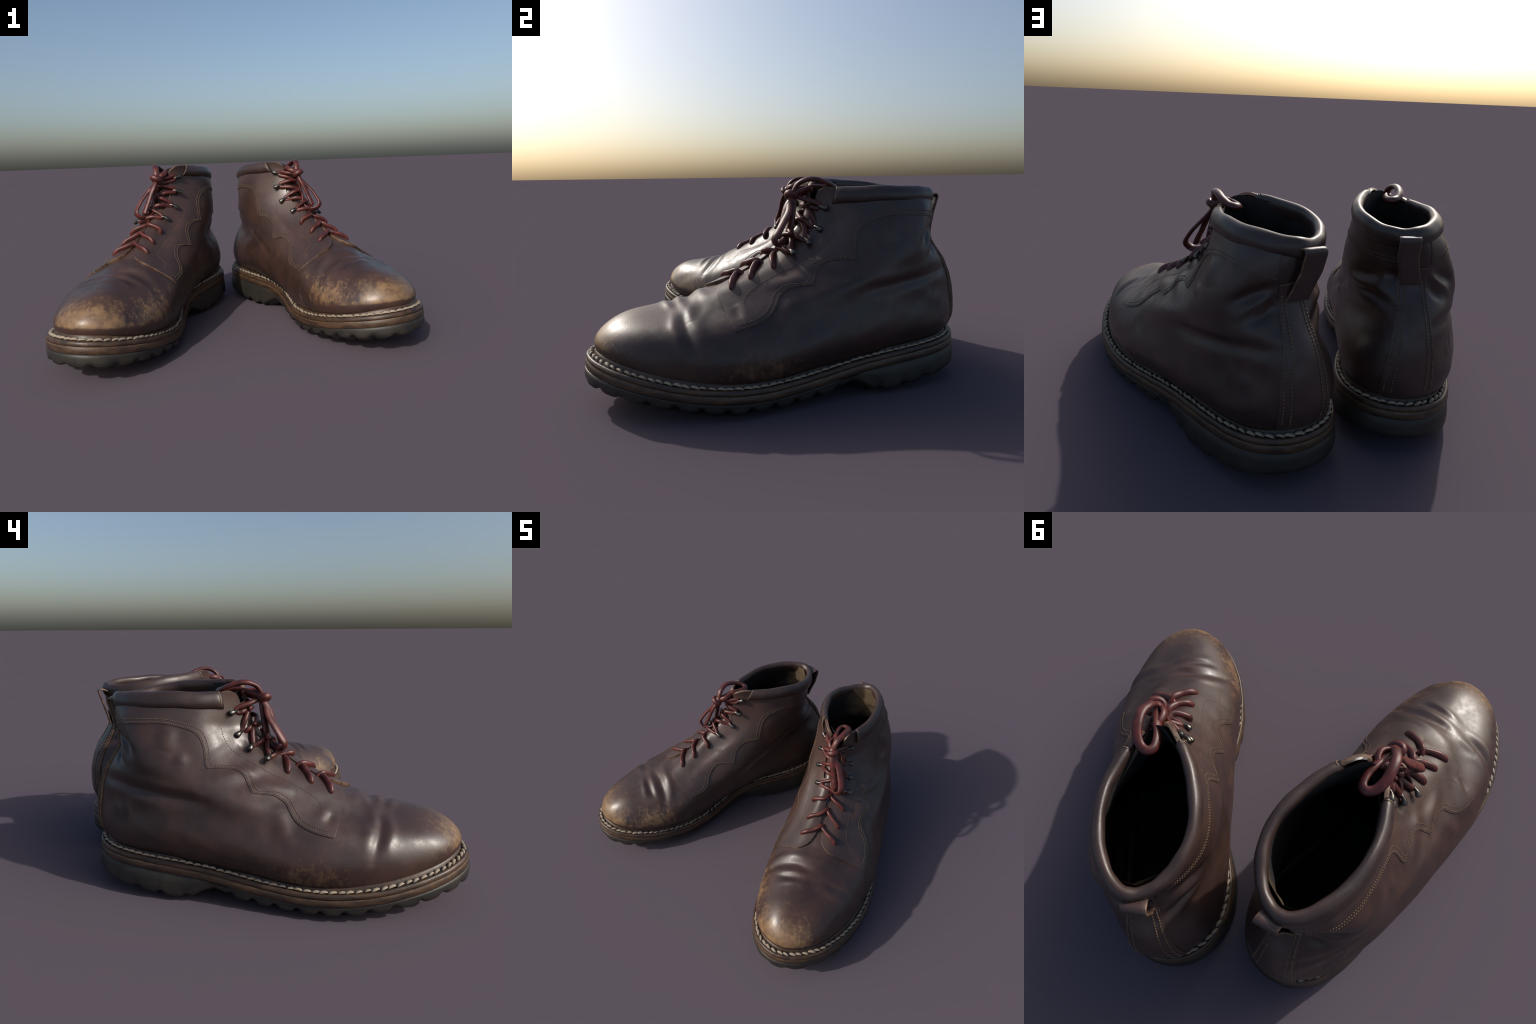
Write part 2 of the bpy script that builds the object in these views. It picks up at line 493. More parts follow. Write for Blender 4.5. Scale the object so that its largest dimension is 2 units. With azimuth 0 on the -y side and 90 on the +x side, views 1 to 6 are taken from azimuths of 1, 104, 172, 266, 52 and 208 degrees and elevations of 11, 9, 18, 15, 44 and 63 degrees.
def tube(path, radius, sides=12, flat=1.0, side_hint=None, cap=True):
    """Round or flattened tube along a path; radius may vary along it."""
    path = np.asarray(path, float)
    t = unit(np.gradient(path, axis=0))
    r = np.broadcast_to(np.asarray(radius, float), (len(path),))
    ref = np.array(side_hint if side_hint is not None else (1, 0, 0), float)
    verts = []
    a = unit(ref - t[0] * (ref @ t[0]))
    for k in range(len(path)):
        a = unit(a - t[k] * (a @ t[k]))
        b = np.cross(t[k], a)
        for i in range(sides):
            ang = 2 * math.pi * i / sides
            verts.append(path[k] + r[k] * (a * math.cos(ang) + b * math.sin(ang) * flat))
    faces = [f[::-1] for f in grid_faces(len(path), sides, True)]
    faces = [tuple(reversed(f)) for f in faces]
    if cap:
        n = len(verts)
        verts += [path[0], path[-1]]
        last = (len(path) - 1) * sides
        for i in range(sides):
            faces.append((n, (i + 1) % sides, i))
            faces.append((n + 1, last + i, last + (i + 1) % sides))
    return np.array(verts), faces


def rounded(radius, count, ends=.35):
    """Radius profile with rounded ends."""
    s = np.linspace(0, 1, count)
    e = np.clip(np.minimum(s, 1 - s) / max(ends, 1e-6), 0, 1)
    return radius * np.sqrt(np.clip(1 - (1 - e) ** 2, .02, 1))


def join(pieces):
    verts, faces, off = [], [], 0
    for v, f in pieces:
        verts.append(v)
        faces += [tuple(i + off for i in q) for q in f]
        off += len(v)
    return np.vstack(verts), faces


# --------------------------------------------------------------------------
# Upper, tongue, lining, insole
# --------------------------------------------------------------------------
gap_line = smooth_path([(-.030, .655, .930), (-.038, .650, .860), (-.034, .675, .760), (-.022, .770, .675), (-.012, .890, .615),
                        (-.012, 1.000, .555), (-.014, 1.100, .512)], 40)
top_row = int(NV * .975)
rows = upper_grid[:top_row]
faces = grid_faces(top_row, NU, True)
centres = np.array([rows.reshape(-1, 3)[list(f)].mean(0) for f in faces])
to_gap, _ = distance_to_path(centres, gap_line)
is_tongue = to_gap < .050
verts = rows.reshape(-1, 3).copy()
# padded tongue swelling forward between the flaps
to_gap_v, along_gap = distance_to_path(verts, gap_line)
swell = .013 * np.exp(-(to_gap_v / .032) ** 2) * np.clip(1.15 - along_gap, 0, 1) ** .5
verts += upper_normals[:top_row].reshape(-1, 3) * swell[:, None]


def subset(verts, faces):
    used = sorted({i for f in faces for i in f})
    new = {o: n for n, o in enumerate(used)}
    return verts[used], [tuple(new[i] for i in f) for f in faces]


v, f = subset(verts, [f for f, t in zip(faces, is_tongue) if not t])
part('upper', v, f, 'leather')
v, f = subset(verts, [f for f, t in zip(faces, is_tongue) if t])
part('tongue', v, f, 'facing')

inner = upper_grid - upper_normals * .024
# the lining drops straight from the ankle instead of following the heel swell, and sits deep inside
keep_in = -.060 + .145 * np.clip((inner[..., 2] - .64) / .16, 0, 1)
near_heel = inner[..., 1] < .35
inner[..., 1] = np.where(near_heel, np.maximum(inner[..., 1], keep_in + .35 * np.abs(inner[..., 0] - .0)), inner[..., 1])
lining_rows = inner[6::2]
well = lining_rows[0].copy()
well[:, 2] = .112
lining_rows = np.concatenate([well[None], lining_rows])
n_rows = len(lining_rows)
lining_faces = [q[::-1] for q in grid_faces(n_rows, NU, True)]
part('lining', lining_rows.reshape(-1, 3), lining_faces, 'lining')
floor_ring = lining_rows[0]
spine = np.stack([np.full(NU, -.0) + .02, np.clip(floor_ring[:, 1], .12, 1.5), floor_ring[:, 2]], 1)
ins = np.stack([floor_ring * (1 - k) + spine * k for k in np.linspace(0, 1, 14)])
part('insole', ins.reshape(-1, 3), grid_faces(14, NU, True), 'insole')

# --------------------------------------------------------------------------
# Stitched facings: a leather layer over each side from the lacing edge to the
# scalloped seam, running back under the collar to the heel strip
# --------------------------------------------------------------------------
OUTER_SCALLOP = [[(.098, .080, .786), (.165, .167, .808), (.184, .248, .815), (.170, .313, .813), (.164, .366, .806), (.164, .445, .792)],
                 [(.164, .445, .792), (.160, .478, .774), (.159, .498, .750), (.167, .514, .720), (.183, .525, .682), (.202, .532, .645), (.210, .542, .626)],
                 [(.210, .542, .626), (.188, .600, .622), (.171, .650, .615), (.172, .690, .596), (.185, .714, .574), (.207, .732, .547), (.225, .749, .526)],
                 [(.225, .749, .526), (.215, .801, .525), (.206, .851, .519), (.218, .899, .494), (.240, .917, .470), (.259, .935, .445),
                  (.275, .960, .420), (.283, .992, .401), (.286, 1.030, .384), (.286, 1.068, .372), (.283, 1.114, .363)]]
OUTER_EDGE = [[(.075, .085, .925), (.100, .180, .935), (.124, .300, .940), (.110, .420, .940), (.053, .574, .940)],
              [(.053, .574, .945), (.032, .612, .948), (.006, .640, .925), (-.010, .648, .860)],
              [(-.010, .648, .860), (-.012, .668, .770), (-.006, .735, .690), (.000, .800, .655)],
              [(.000, .800, .655), (.003, .900, .610), (.002, .953, .580), (.001, 1.008, .552), (.004, 1.062, .527), (.014, 1.106, .510)]]
OUTER_FRONT = [(.283, 1.114, .363), (.229, 1.130, .409), (.174, 1.143, .440), (.130, 1.152, .460), (.094, 1.155, .475), (.060, 1.149, .487),
               (.034, 1.132, .498), (.014, 1.106, .510)]
INNER_SCALLOP = [[(-.040, .050, .775), (-.120, .100, .785), (-.204, .233, .801), (-.222, .341, .822), (-.214, .412, .815)],
                 [(-.214, .412, .815), (-.198, .462, .794), (-.197, .500, .758), (-.208, .528, .707), (-.227, .555, .637)],
                 [(-.227, .555, .637), (-.206, .620, .631), (-.197, .670, .613), (-.200, .715, .582), (-.216, .738, .550), (-.237, .761, .508)],
                 [(-.237, .761, .508), (-.216, .820, .515), (-.203, .868, .510), (-.209, .910, .489), (-.232, .949, .455), (-.258, .972, .417),
                  (-.272, 1.010, .384), (-.273, 1.069, .370), (-.276, 1.118, .353)]]
INNER_EDGE = [[(-.060, .062, .905), (-.130, .125, .915), (-.190, .260, .945), (-.195, .380, .960), (-.148, .561, .975)],
              [(-.148, .561, .982), (-.130, .605, .984), (-.100, .640, .972), (-.076, .655, .945), (-.070, .656, .870)],
              [(-.070, .656, .870), (-.064, .672, .780), (-.050, .735, .695), (-.040, .800, .660)],
              [(-.040, .800, .660), (-.028, .881, .622), (-.026, .950, .583), (-.026, 1.036, .537), (-.037, 1.094, .510)]]
INNER_FRONT = [(-.276, 1.118, .353), (-.222, 1.149, .407), (-.177, 1.164, .437), (-.136, 1.174, .461), (-.098, 1.170, .477), (-.066, 1.145, .490),
               (-.048, 1.120, .500), (-.037, 1.094, .510)]


def chain(segments, counts):
    return np.vstack([smooth_path(s, n + 1)[:-1] for s, n in zip(segments, counts)] + [np.array(segments[-1][-1:], float)])


def facing(scallop, edge, front):
    counts, across = (60, 34, 40, 64), 30
    c0, c1 = locate(chain(scallop, counts)), locate(chain(edge, counts))
    d1 = locate(smooth_path(front, across + 1))
    for c in (c0, c1, d1):                                    # keep u continuous around the heel
        c[:, 0] = np.where(c[:, 0] > .9, c[:, 0] - 1, c[:, 0])
    if c0[len(c0) // 2, 0] > .5:
        for c in (c0, c1, d1):
            c[:, 0] = np.where(c[:, 0] < .1, c[:, 0] + 1, c[:, 0])
    n = len(c0)
    d0 = np.linspace(0, 1, across + 1)[:, None] * (c1[0] - c0[0]) + c0[0]
    s, t = np.linspace(0, 1, n)[:, None, None], np.linspace(0, 1, across + 1)[None, :, None]
    # transfinite patch between the four border curves, front border blended in only near the toe end
    s_end = np.clip((s - .62) / .38, 0, 1) ** 2
    uv = c0[:, None] * (1 - t) + c1[:, None] * t
    straight = c0[-1] * (1 - t[0]) + c1[-1] * t[0]
    uv = uv + s_end * (d1 - straight)[None]
    s1, t1 = s[..., 0], t[..., 0]
    raise_front = np.exp(-((1 - s1) / .22) ** 2) * (.20 + .80 * t1 ** .7)
    raise_gap = np.clip((s1 - .34) / .1, 0, 1) * np.exp(-((1 - t1) / .34) ** 2) * (1 - .6 * raise_front)
    off = .0034 + .0095 * raise_front + .0125 * raise_gap + 0 * s1 * t1
    # double-stitched rib along the scallop
    top, _ = on_upper(uv, off)
    return uv, top


def layer(name, top, normals_at, material, thickness=.011):
    """Give a surface patch a rounded cut edge down to (and below) the upper."""
    r, c = top.shape[:2]
    border = [(j, 0) for j in range(r)] + [(r - 1, i) for i in range(1, c)] + [(j, c - 1) for j in range(r - 2, -1, -1)] + \
             [(0, i) for i in range(c - 2, 0, -1)]
    flat_top = top.reshape(-1, 3)
    idx = np.array([j * c + i for j, i in border])
    nb = normals_at.reshape(-1, 3)[idx]
    p = flat_top[idx]
    tan = unit(np.roll(p, -1, 0) - np.roll(p, 1, 0))
    outw = np.cross(tan, nb)
    inside = top[r // 2, c // 2]
    k = len(idx)
    centre_dir = p - flat_top[np.clip(idx, 0, None)]
    # outward direction: away from the neighbouring interior vertex
    nbr = []
    for j, i in border:
        nbr.append(top[min(max(j, 1), r - 2), min(max(i, 1), c - 2)])
    away = p - np.array(nbr)
    sign = np.sign((outw * away).sum(1))
    sign[sign == 0] = 1
    outw = outw * sign[:, None]
    ring1 = p + outw * .0010 - nb * .0006
    ring2 = p + outw * .0014 - nb * .0022
    ring3 = p + outw * .0010 - nb * thickness
    ring4 = p - outw * .010 - nb * (thickness + .001)
    n0 = len(flat_top)
    verts = np.vstack([flat_top, ring1, ring2, ring3, ring4])
    faces = grid_faces(r, c)
    v1 = verts[list(faces[len(faces) // 2])]
    flip = np.cross(v1[1] - v1[0], v1[2] - v1[1]) @ normals_at[r // 2, c // 2] < 0
    if flip:
        faces = [q[::-1] for q in faces]
    slots = [0] * len(faces)
    loops = [idx, n0 + np.arange(k), n0 + k + np.arange(k), n0 + 2 * k + np.arange(k), n0 + 3 * k + np.arange(k)]
    for li in range(4):
        a, b = loops[li], loops[li + 1]
        for q in range(k):
            w = (q + 1) % k
            quad = (int(a[q]), int(a[w]), int(b[w]), int(b[q]))
            pq = verts[list(quad)]
            facing_out = np.cross(pq[2] - pq[0], pq[3] - pq[1]) @ (outw[q] + nb[q] * (.8 if li < 2 else 0)) > 0
            faces.append(quad if facing_out else quad[::-1])
            slots.append(1 if li in (1, 2) else 0)
    vertex_normals = np.vstack([normals_at.reshape(-1, 3), unit(nb + outw), unit(outw + .2 * nb), outw, outw])
    part(name, verts, faces, [material, 'edge'], face_slots=slots)['normals'] = vertex_normals


dashes = []


def stitch_row(path, normals, pitch=.0105, length=.0072, radius=.0017):
    """Short raised threads along a seam."""
    s = np.concatenate([[0], np.cumsum(np.linalg.norm(np.diff(path, axis=0), axis=1))])
    for d in np.arange(pitch / 2, s[-1] - pitch / 2, pitch):
        pts = np.stack([np.interp([d - length / 2, d - length / 4, d, d + length / 4, d + length / 2], s, path[:, k]) for k in range(3)], 1)
        nn = np.array([np.interp(d, s, normals[:, k]) for k in range(3)])
        pts += nn * np.array([-.0004, .0009, .0013, .0009, -.0004])[:, None]
        dashes.append(tube(pts, [radius * .5, radius, radius, radius, radius * .5], 5, side_hint=nn))


def inset_row(uv, top, distance, stop=1.0, begin=0.0):
    """Line running at a fixed distance inside the scalloped border of a facing."""
    out = []
    n = len(uv)
    for a in range(int(begin * n), int(n * stop)):
        s = np.concatenate([[0], np.cumsum(np.linalg.norm(np.diff(top[a], axis=0), axis=1))])
        k = np.interp(distance, s, np.arange(len(s)))
        i = int(k)
        out.append(top[a, i] * (1 - (k - i)) + top[a, min(i + 1, uv.shape[1] - 1)] * (k - i))
    return np.array(out)


facing_tops = []
for scallop, edge, front in ((OUTER_SCALLOP, OUTER_EDGE, OUTER_FRONT), (INNER_SCALLOP, INNER_EDGE, INNER_FRONT)):
    uv, top = facing(scallop, edge, front)
    _, nrm = on_upper(uv, 0)
    layer('facing', top, nrm, 'facing', .016)
    for dist in (.007, .026):
        line = inset_row(uv, top, dist, .985)
        stitch_row(line, on_upper(locate(line), 0)[1])
    facing_tops.append(top.reshape(-1, 3))

for path in ([(-.151, .621, .715), (-.152, .703, .646), (-.143, .821, .583), (-.139, .950, .528), (-.141, 1.040, .496), (-.170, 1.066, .465), (-.204, 1.075, .447), (-.206, 1.135, .424)],
             [(.081, .581, .786), (.098, .600, .732), (.110, .640, .686), (.115, .723, .635), (.120, .807, .594), (.131, .951, .532), (.150, 1.030, .485), (.190, 1.060, .445)]):
    line, nn = on_upper(locate(smooth_path(path, 90)), .0036)
    tops = np.vstack(facing_tops)
    for k in range(len(line)):                     # lie on the raised leather
        line[k] += nn[k] * max(0, (tops[((tops - line[k]) ** 2).sum(1).argmin()] - line[k]) @ nn[k])
    stitch_row(line, nn, .012, .007, .0013)

# --------------------------------------------------------------------------
# Heel strip, pull tab, collar roll
# --------------------------------------------------------------------------
STRIP_OUTER = [(.086, .078, .770), (.086, .080, .700), (.097, .050, .625), (.113, .012, .563), (.126, -.005, .500), (.135, -.012, .433), (.140, -.018, .360), (.136, .000, .252)]
STRIP_INNER = [(-.034, .045, .770), (-.030, .044, .700), (-.025, .022, .600), (-.028, -.005, .540), (-.038, -.032, .470), (-.050, -.046, .395), (-.060, -.045, .330), (-.061, -.020, .250)]
su0, su1 = locate(smooth_path(STRIP_OUTER, 90)), locate(smooth_path(STRIP_INNER, 90))
for c in (su0, su1):
    c[:, 0] = np.where(c[:, 0] > .5, c[:, 0] - 1, c[:, 0])
tt = np.linspace(0, 1, 24)[None, :, None]
strip_uv = su0[:, None] * (1 - tt) + su1[:, None] * tt
strip_top, strip_n = on_upper(strip_uv, .0085)
layer('heel_strip', strip_top, strip_n, 'facing', .010)
for frac in (.07, .20, .80, .93):
    line, nn = on_upper(su0 * (1 - frac) + su1 * frac, .0088)
    stitch_row(line[6:-4], nn[6:-4], .014, .0105, .0030)

# pull tab: a strap folded into a standing loop behind the collar
TAB_SIDE = [(.060, .705), (.052, .730), (.040, .765), (.024, .810), (.010, .855), (.001, .887), (.003, .900), (.014, .905), (.030, .901), (.048, .892)]
tab_mid = smooth_path([(0, y, z) for y, z in TAB_SIDE], 60)
frame = unit(np.gradient(tab_mid, axis=0))
out_dir = np.cross(frame, np.array([1.0, 0, 0]))
tab_verts, half, thick = [], .043, .0045
profile = [(-1, -.6), (-1, .6), (-.93, 1), (-.5, 1), (0, 1), (.5, 1), (.93, 1), (1, .6), (1, -.6), (.93, -1), (.5, -1), (0, -1), (-.5, -1), (-.93, -1)]
tilt = np.array([math.cos(.20), math.sin(.20), 0])         # the strap faces a little to the inner side, as the heel does
for k, p in enumerate(tab_mid):
    z = p[2]
    xc = -.003 + .026 * np.clip((.82 - z) / .11, 0, 1)
    for a, b in profile:
        w = half * (1.0 + .12 * np.clip((.76 - z) / .1, 0, 1))
        tab_verts.append(p + np.array([xc, 0, 0]) + tilt * a * w + out_dir[k] * b * thick)
tab_verts = np.array(tab_verts)
tab_faces = grid_faces(len(tab_mid), len(profile), True)
part('pull_tab', tab_verts, tab_faces, ['facing', 'edge'],
     face_slots=[1 if (i % len(profile)) in (0, 1, 6, 7, 8, 13) else 0 for i in range(len(tab_faces))])

notch_outer, notch_inner = locate([(.053, .574, .947)])[0][0], locate([(-.148, .561, .986)])[0][0]
us = np.linspace(notch_outer, notch_inner - 1, 200)
crest, crest_n = on_upper(np.stack([us, np.full(200, 1.0)], 1), 0)
below, _ = on_upper(np.stack([us, np.full(200, .90)], 1), 0)
up = unit(crest - below)
horizontal_out = unit(crest_n - up * (crest_n * up).sum(1)[:, None])
ROLL = [(-.020, -.085), (.004, -.078), (.013, -.070), (.0185, -.056), (.020, -.040), (.0175, -.022), (.011, -.008), (.001, .000), (-.010, .000), (-.020, -.007),
        (-.026, -.021), (-.027, -.040), (-.024, -.062), (-.022, -.078)]
collar = []
for k in range(200):
    s = k / 199
    wob = 1 + .05 * math.sin(31 * s) + .03 * math.sin(83 * s + 1)
    end = 1 - .35 * math.exp(-(min(s, 1 - s) / .012) ** 2)
    for a, b in ROLL:
        collar.append(crest[k] + horizontal_out[k] * a * wob * end + up[k] * (b + .0015 * math.sin(47 * s)))
m_ = len(ROLL)
collar_faces = grid_faces(200, m_, True)
collar_faces.append(tuple(range(m_)))
collar_faces.append(tuple(199 * m_ + i for i in range(m_))[::-1])
part('collar', np.array(collar), collar_faces, 'collar')
for k in (2, 197):
    bar = np.array([collar[k * m_ + i] for i in range(1, 9)])
    dashes.append(tube(bar, .0028, 6))

v, f = join(dashes)
part('seam_stitching', v, f, 'thread', props={'kind': 'stuff'})

# --------------------------------------------------------------------------
# Welt, midsole, outsole
# --------------------------------------------------------------------------
toe_ness = np.clip((welt[:, 1] - 1.35) / .35, 0, 1) ** 1.5


def sweep(name, profile, material, spread=None, slots=None, wobble=0.0):
    """Closed profile of (outward offset, drop) swept round the welt line."""
    verts = []
    ripple = wobble * (np.sin(np.arange(NW) * .37) + np.sin(np.arange(NW) * .153 + 2))
    for a, b in profile:
        off = a + (spread(a, b) if spread else 0) + ripple
        verts.append(welt + welt_out * np.broadcast_to(off, (NW,))[:, None] + np.array([0, 0, 1.0]) * np.broadcast_to(b, (NW,))[:, None])
    n = len(profile)
    verts = np.stack(verts, 1).reshape(-1, 3)                    # NW x n
    faces = grid_faces(NW, n, True)
    faces += [(((NW - 1) * n) + i, ((NW - 1) * n) + (i + 1) % n, (i + 1) % n, i) for i in range(n)]
    part(name, verts, faces, material, face_slots=slots(len(faces), n) if slots else None)


sweep('welt', [(-.055, -.015), (-.044, .010), (-.034, .017), (-.026, .020), (-.019, .018), (-.014, .011), (-.011, .001), (-.007, -.003), (.005, -.003),
               (.011, .000), (.016, -.002), (.020, -.008), (.0215, -.016), (.0205, -.0235), (-.03, -.024)],
      'welt', spread=lambda a, b: (.003 * toe_ness if a > .005 else 0 * toe_ness), wobble=.0005)
sweep('midsole', [(-.05, -.0225), (.0180, -.0225), (.0200, -.0245), (.0200, -.0262), (.0222, -.029), (.0240, -.042), (.0235, -.0560), (.0200, -.0595), (-.05, -.0605)],
      ['welt', 'seam'], spread=lambda a, b: (.005 * toe_ness if a > .005 else 0 * toe_ness),
      slots=lambda total, n: [1 if (i % n) in (1, 2, 3) else 0 for i in range(total)], wobble=.0004)

TREAD_OUTER = [(-.09, .098), (-.006, .086), (.044, .074), (.102, .063), (.154, .055), (.25, .040), (.35, .025), (.436, .018), (.48, .038), (.525, .068),
               (.581, .092), (.628, .080), (.683, .054), (.816, .043), (.93, .036), (1.05, .032), (1.15, .036), (1.25, .048), (1.35, .064),
               (1.437, .078), (1.53, .090), (1.617, .105), (1.71, .120), (1.80, .137)]
TREAD_INNER = [(-.09, .098), (-.006, .086), (.06, .073), (.146, .060), (.31, .040), (.40, .026), (.49, .018), (.535, .020), (.618, .065), (.68, .092),
               (.744, .080), (.85, .058), (1.02, .042), (1.126, .036), (1.20, .040), (1.31, .053), (1.41, .066), (1.50, .079), (1.60, .094),
               (1.68, .110), (1.80, .137)]
arc = np.concatenate([[0], np.cumsum(np.linalg.norm(np.diff(welt, axis=0), axis=1))])
side = np.clip((welt[:, 0] + .01) / .12, -1, 1) * .5 + .5
tread = side * np.interp(welt[:, 1], *zip(*TREAD_OUTER)) + (1 - side) * np.interp(welt[:, 1], *zip(*TREAD_INNER))
# lugs: rounded blocks with narrow notches between them
LUG_PITCH = .108
phase = ((arc + .018 * np.sin(arc * 5)) / LUG_PITCH) % 1.0
notch = np.exp(-((phase - .5) / .17) ** 2)
yy = welt[:, 1]
arch = np.where(side > .5, np.exp(-((yy - .565) / .085) ** 4), np.exp(-((yy - .665) / .095) ** 4))
notch *= (1 - arch) * np.clip((yy - .13) / .06, 0, 1)
notch_depth = .017 * notch * (1 - .45 * toe_ness)


def outsole_ring(offset, drop):
    return welt + welt_out * np.broadcast_to(offset, (NW,))[:, None] + np.stack([np.zeros(NW)] * 2 + [np.broadcast_to(drop, (NW,))], 1)


tread = tread - .006
zb = tread + notch_depth
top_z = -.0585
low, low_flat = zb - welt[:, 2], tread - welt[:, 2]
rim = .0215 + .010 * toe_ness
flare = .009 * np.clip((.48 - yy) / .15, 0, 1)
rings = [outsole_ring(-.05, top_z), outsole_ring(rim - .004, top_z), outsole_ring(rim, top_z - .004),
         outsole_ring(rim + .002 * toe_ness + flare * .6, .5 * (top_z - .004) + .5 * (low_flat + .034)),
         outsole_ring(rim + .003 * toe_ness + flare, low_flat + .030),
         outsole_ring(rim + .003 * toe_ness - .003 * notch + flare, low_flat + .022),
         outsole_ring(rim + .001 - .006 * notch + flare * .8, low + .0075),
         outsole_ring(rim - .004 - .010 * notch + flare * .5, low + .002),
         outsole_ring(rim - .012 - .010 * notch, low),
         outsole_ring(-.005 - .010 * notch, low - .004 + .002 * notch)]
ground = np.clip(tread - .030, .0, 1)
rings.append(outsole_ring(-.040, np.maximum(ground, 0) + .010 * notch - welt[:, 2]))
mid = np.stack([np.full(NW, .0) + .02 - .0 * yy, np.clip(yy, .15, 1.45), np.maximum(ground, 0)], 1)
last_ring = rings[-1]
rings.append(last_ring * .5 + mid * .5)
rings.append(mid)
floor = min(r[:, 2].min() for r in rings)
outsole = np.stack(rings)
outsole[..., 2] = np.maximum(outsole[..., 2], 0.0)
part('outsole', outsole.reshape(-1, 3), [q[::-1] for q in grid_faces(len(rings), NW, True)], 'rubber')

# heavy welt stitches, one slanting lump of thread each
total = arc[-1] + np.linalg.norm(welt[0] - welt[-1])
count = 112
shape = smooth_path([(-.020, -.0035, -.002), (-.010, -.002, .0035), (.004, .0015, .0045), (.014, .0035, .002), (.020, .004, -.003)], 12)
sv, sf = tube(shape, rounded(.0080, 12, .4), 8, .75, (0, 1, 0))
shared = None
for k in range(count):
    i = int(k * NW / count)
    t_, o_ = welt_tan[i], welt_out[i]
    u_ = np.cross(t_, o_)
    if u_[2] < 0:
        u_ = -u_
    jig = rng.normal(0, 1, 3)
    scale = 1 + .07 * jig[0]
    spin = .10 * jig[1]
    tx = t_ * math.cos(spin) + o_ * math.sin(spin)
    ox = np.cross(u_, tx)
    m4 = np.eye(4)
    m4[:3, 0], m4[:3, 1], m4[:3, 2] = tx * scale, ox * scale, u_ * scale
    m4[:3, 3] = welt[i] + u_ * .001 + o_ * .0012 * jig[2]
    shared = part('welt_stitch', sv, sf, 'welt_thread', m4, share=shared)

# --------------------------------------------------------------------------
# Hooks, laces, bow
# --------------------------------------------------------------------------
EYELETS_IN = [(-.103, 1.086, .517), (-.094, .992, .560), (-.093, .884, .600)]
EYELETS_OUT = [(.085, 1.084, .506), (.079, .992, .548), (.078, .886, .592)]
HOOKS_IN = [(-.105, .805, .679), (-.128, .709, .739), (-.136, .656, .827), (-.127, .627, .917)]
HOOKS_OUT = [(.091, .800, .656), (.073, .717, .699), (.053, .657, .755), (.043, .628, .852)]

hook_shape = smooth_path([(-.034, 0, -.020), (-.027, 0, -.006), (-.017, 0, .001), (-.006, 0, .003), (.006, 0, .001), (.014, 0, -.001)], 22)
hook_radius = np.interp(np.linspace(0, 1, 22), [0, .3, .55, .72, .88, .96, 1], [.0105, .0065, .0070, .0105, .0122, .0095, .003])
hv, hf = tube(hook_shape, hook_radius, 12, .85, (0, 1, 0))
base_v, base_f = tube([(-.034, 0, -.0235), (-.034, 0, -.019), (-.034, 0, -.0175)], [.014, .013, .009], 14, 1, (0, 1, 0))
hv, hf = join([(hv, hf), (base_v, base_f)])
shared = None
hook_root = {}
for sidekey, hooks in (('in', HOOKS_IN), ('out', HOOKS_OUT)):
    for p in hooks:
        p = np.array(p)
        uvp = locate([p])
        q, n = on_upper(uvp, 0)
        n = n[0]
        gap = gap_line[np.linalg.norm(gap_line - p, axis=1).argmin()]
        away = unit((p - gap) - n * ((p - gap) @ n))
        m4 = np.eye(4)
        m4[:3, 0], m4[:3, 2] = away * 1.25, n * 1.25
        m4[:3, 1] = np.cross(n, away) * 1.25
        m4[:3, 3] = p + away * .004
        hook_root.setdefault(sidekey, []).append((p, away, n))
        shared = part('lace_hook', hv, hf, 'metal', m4, share=shared)


def lace(points, radius=.0115, samples=40, flat=.8, hint=(0, 0, 1), name='lace', ends=.06):
    path = smooth_path(points, samples)
    points = np.array([np.asarray(p, float) for p in points])
    v, f = tube(path, rounded(radius, samples, ends) * (1 + .05 * np.sin(np.linspace(0, 9, samples) + points[0][1] * 40)), 12, flat, hint)
    part(name, v, f, 'lace')


def near(p, off):
    q, n = on_upper(locate([p]), off)
    return q[0]


CENTRES = [(-.006, 1.040, .545), (-.002, .945, .590), (-.008, .858, .630)]
for row in range(3):
    c = np.array(CENTRES[row])
    for e, sgn in ((EYELETS_IN[row], -1), (EYELETS_OUT[row], 1)):
        e = np.array(e)
        low_mid, high_mid = near(e * .80 + c * .20, .021), near(e * .45 + c * .55, .025)
        over = c + np.array([sgn * .008, .002, .018 if sgn < 0 else .010])
        under = near(c + np.array([-sgn * .012, -.026, .01]), -.004)
        hole = e + (e - c) * .03
        lace([near(hole, -.014), near(hole, -.002), near(hole, .011), low_mid, high_mid, over, under], .0165, 40, .74, ends=.08)

# crossings between the hooks, zigzagging up the instep
def around(hook):
    p, away, n = hook
    a = p - away * .016 - n * .004
    side_dir = np.cross(n, away)
    return a, side_dir


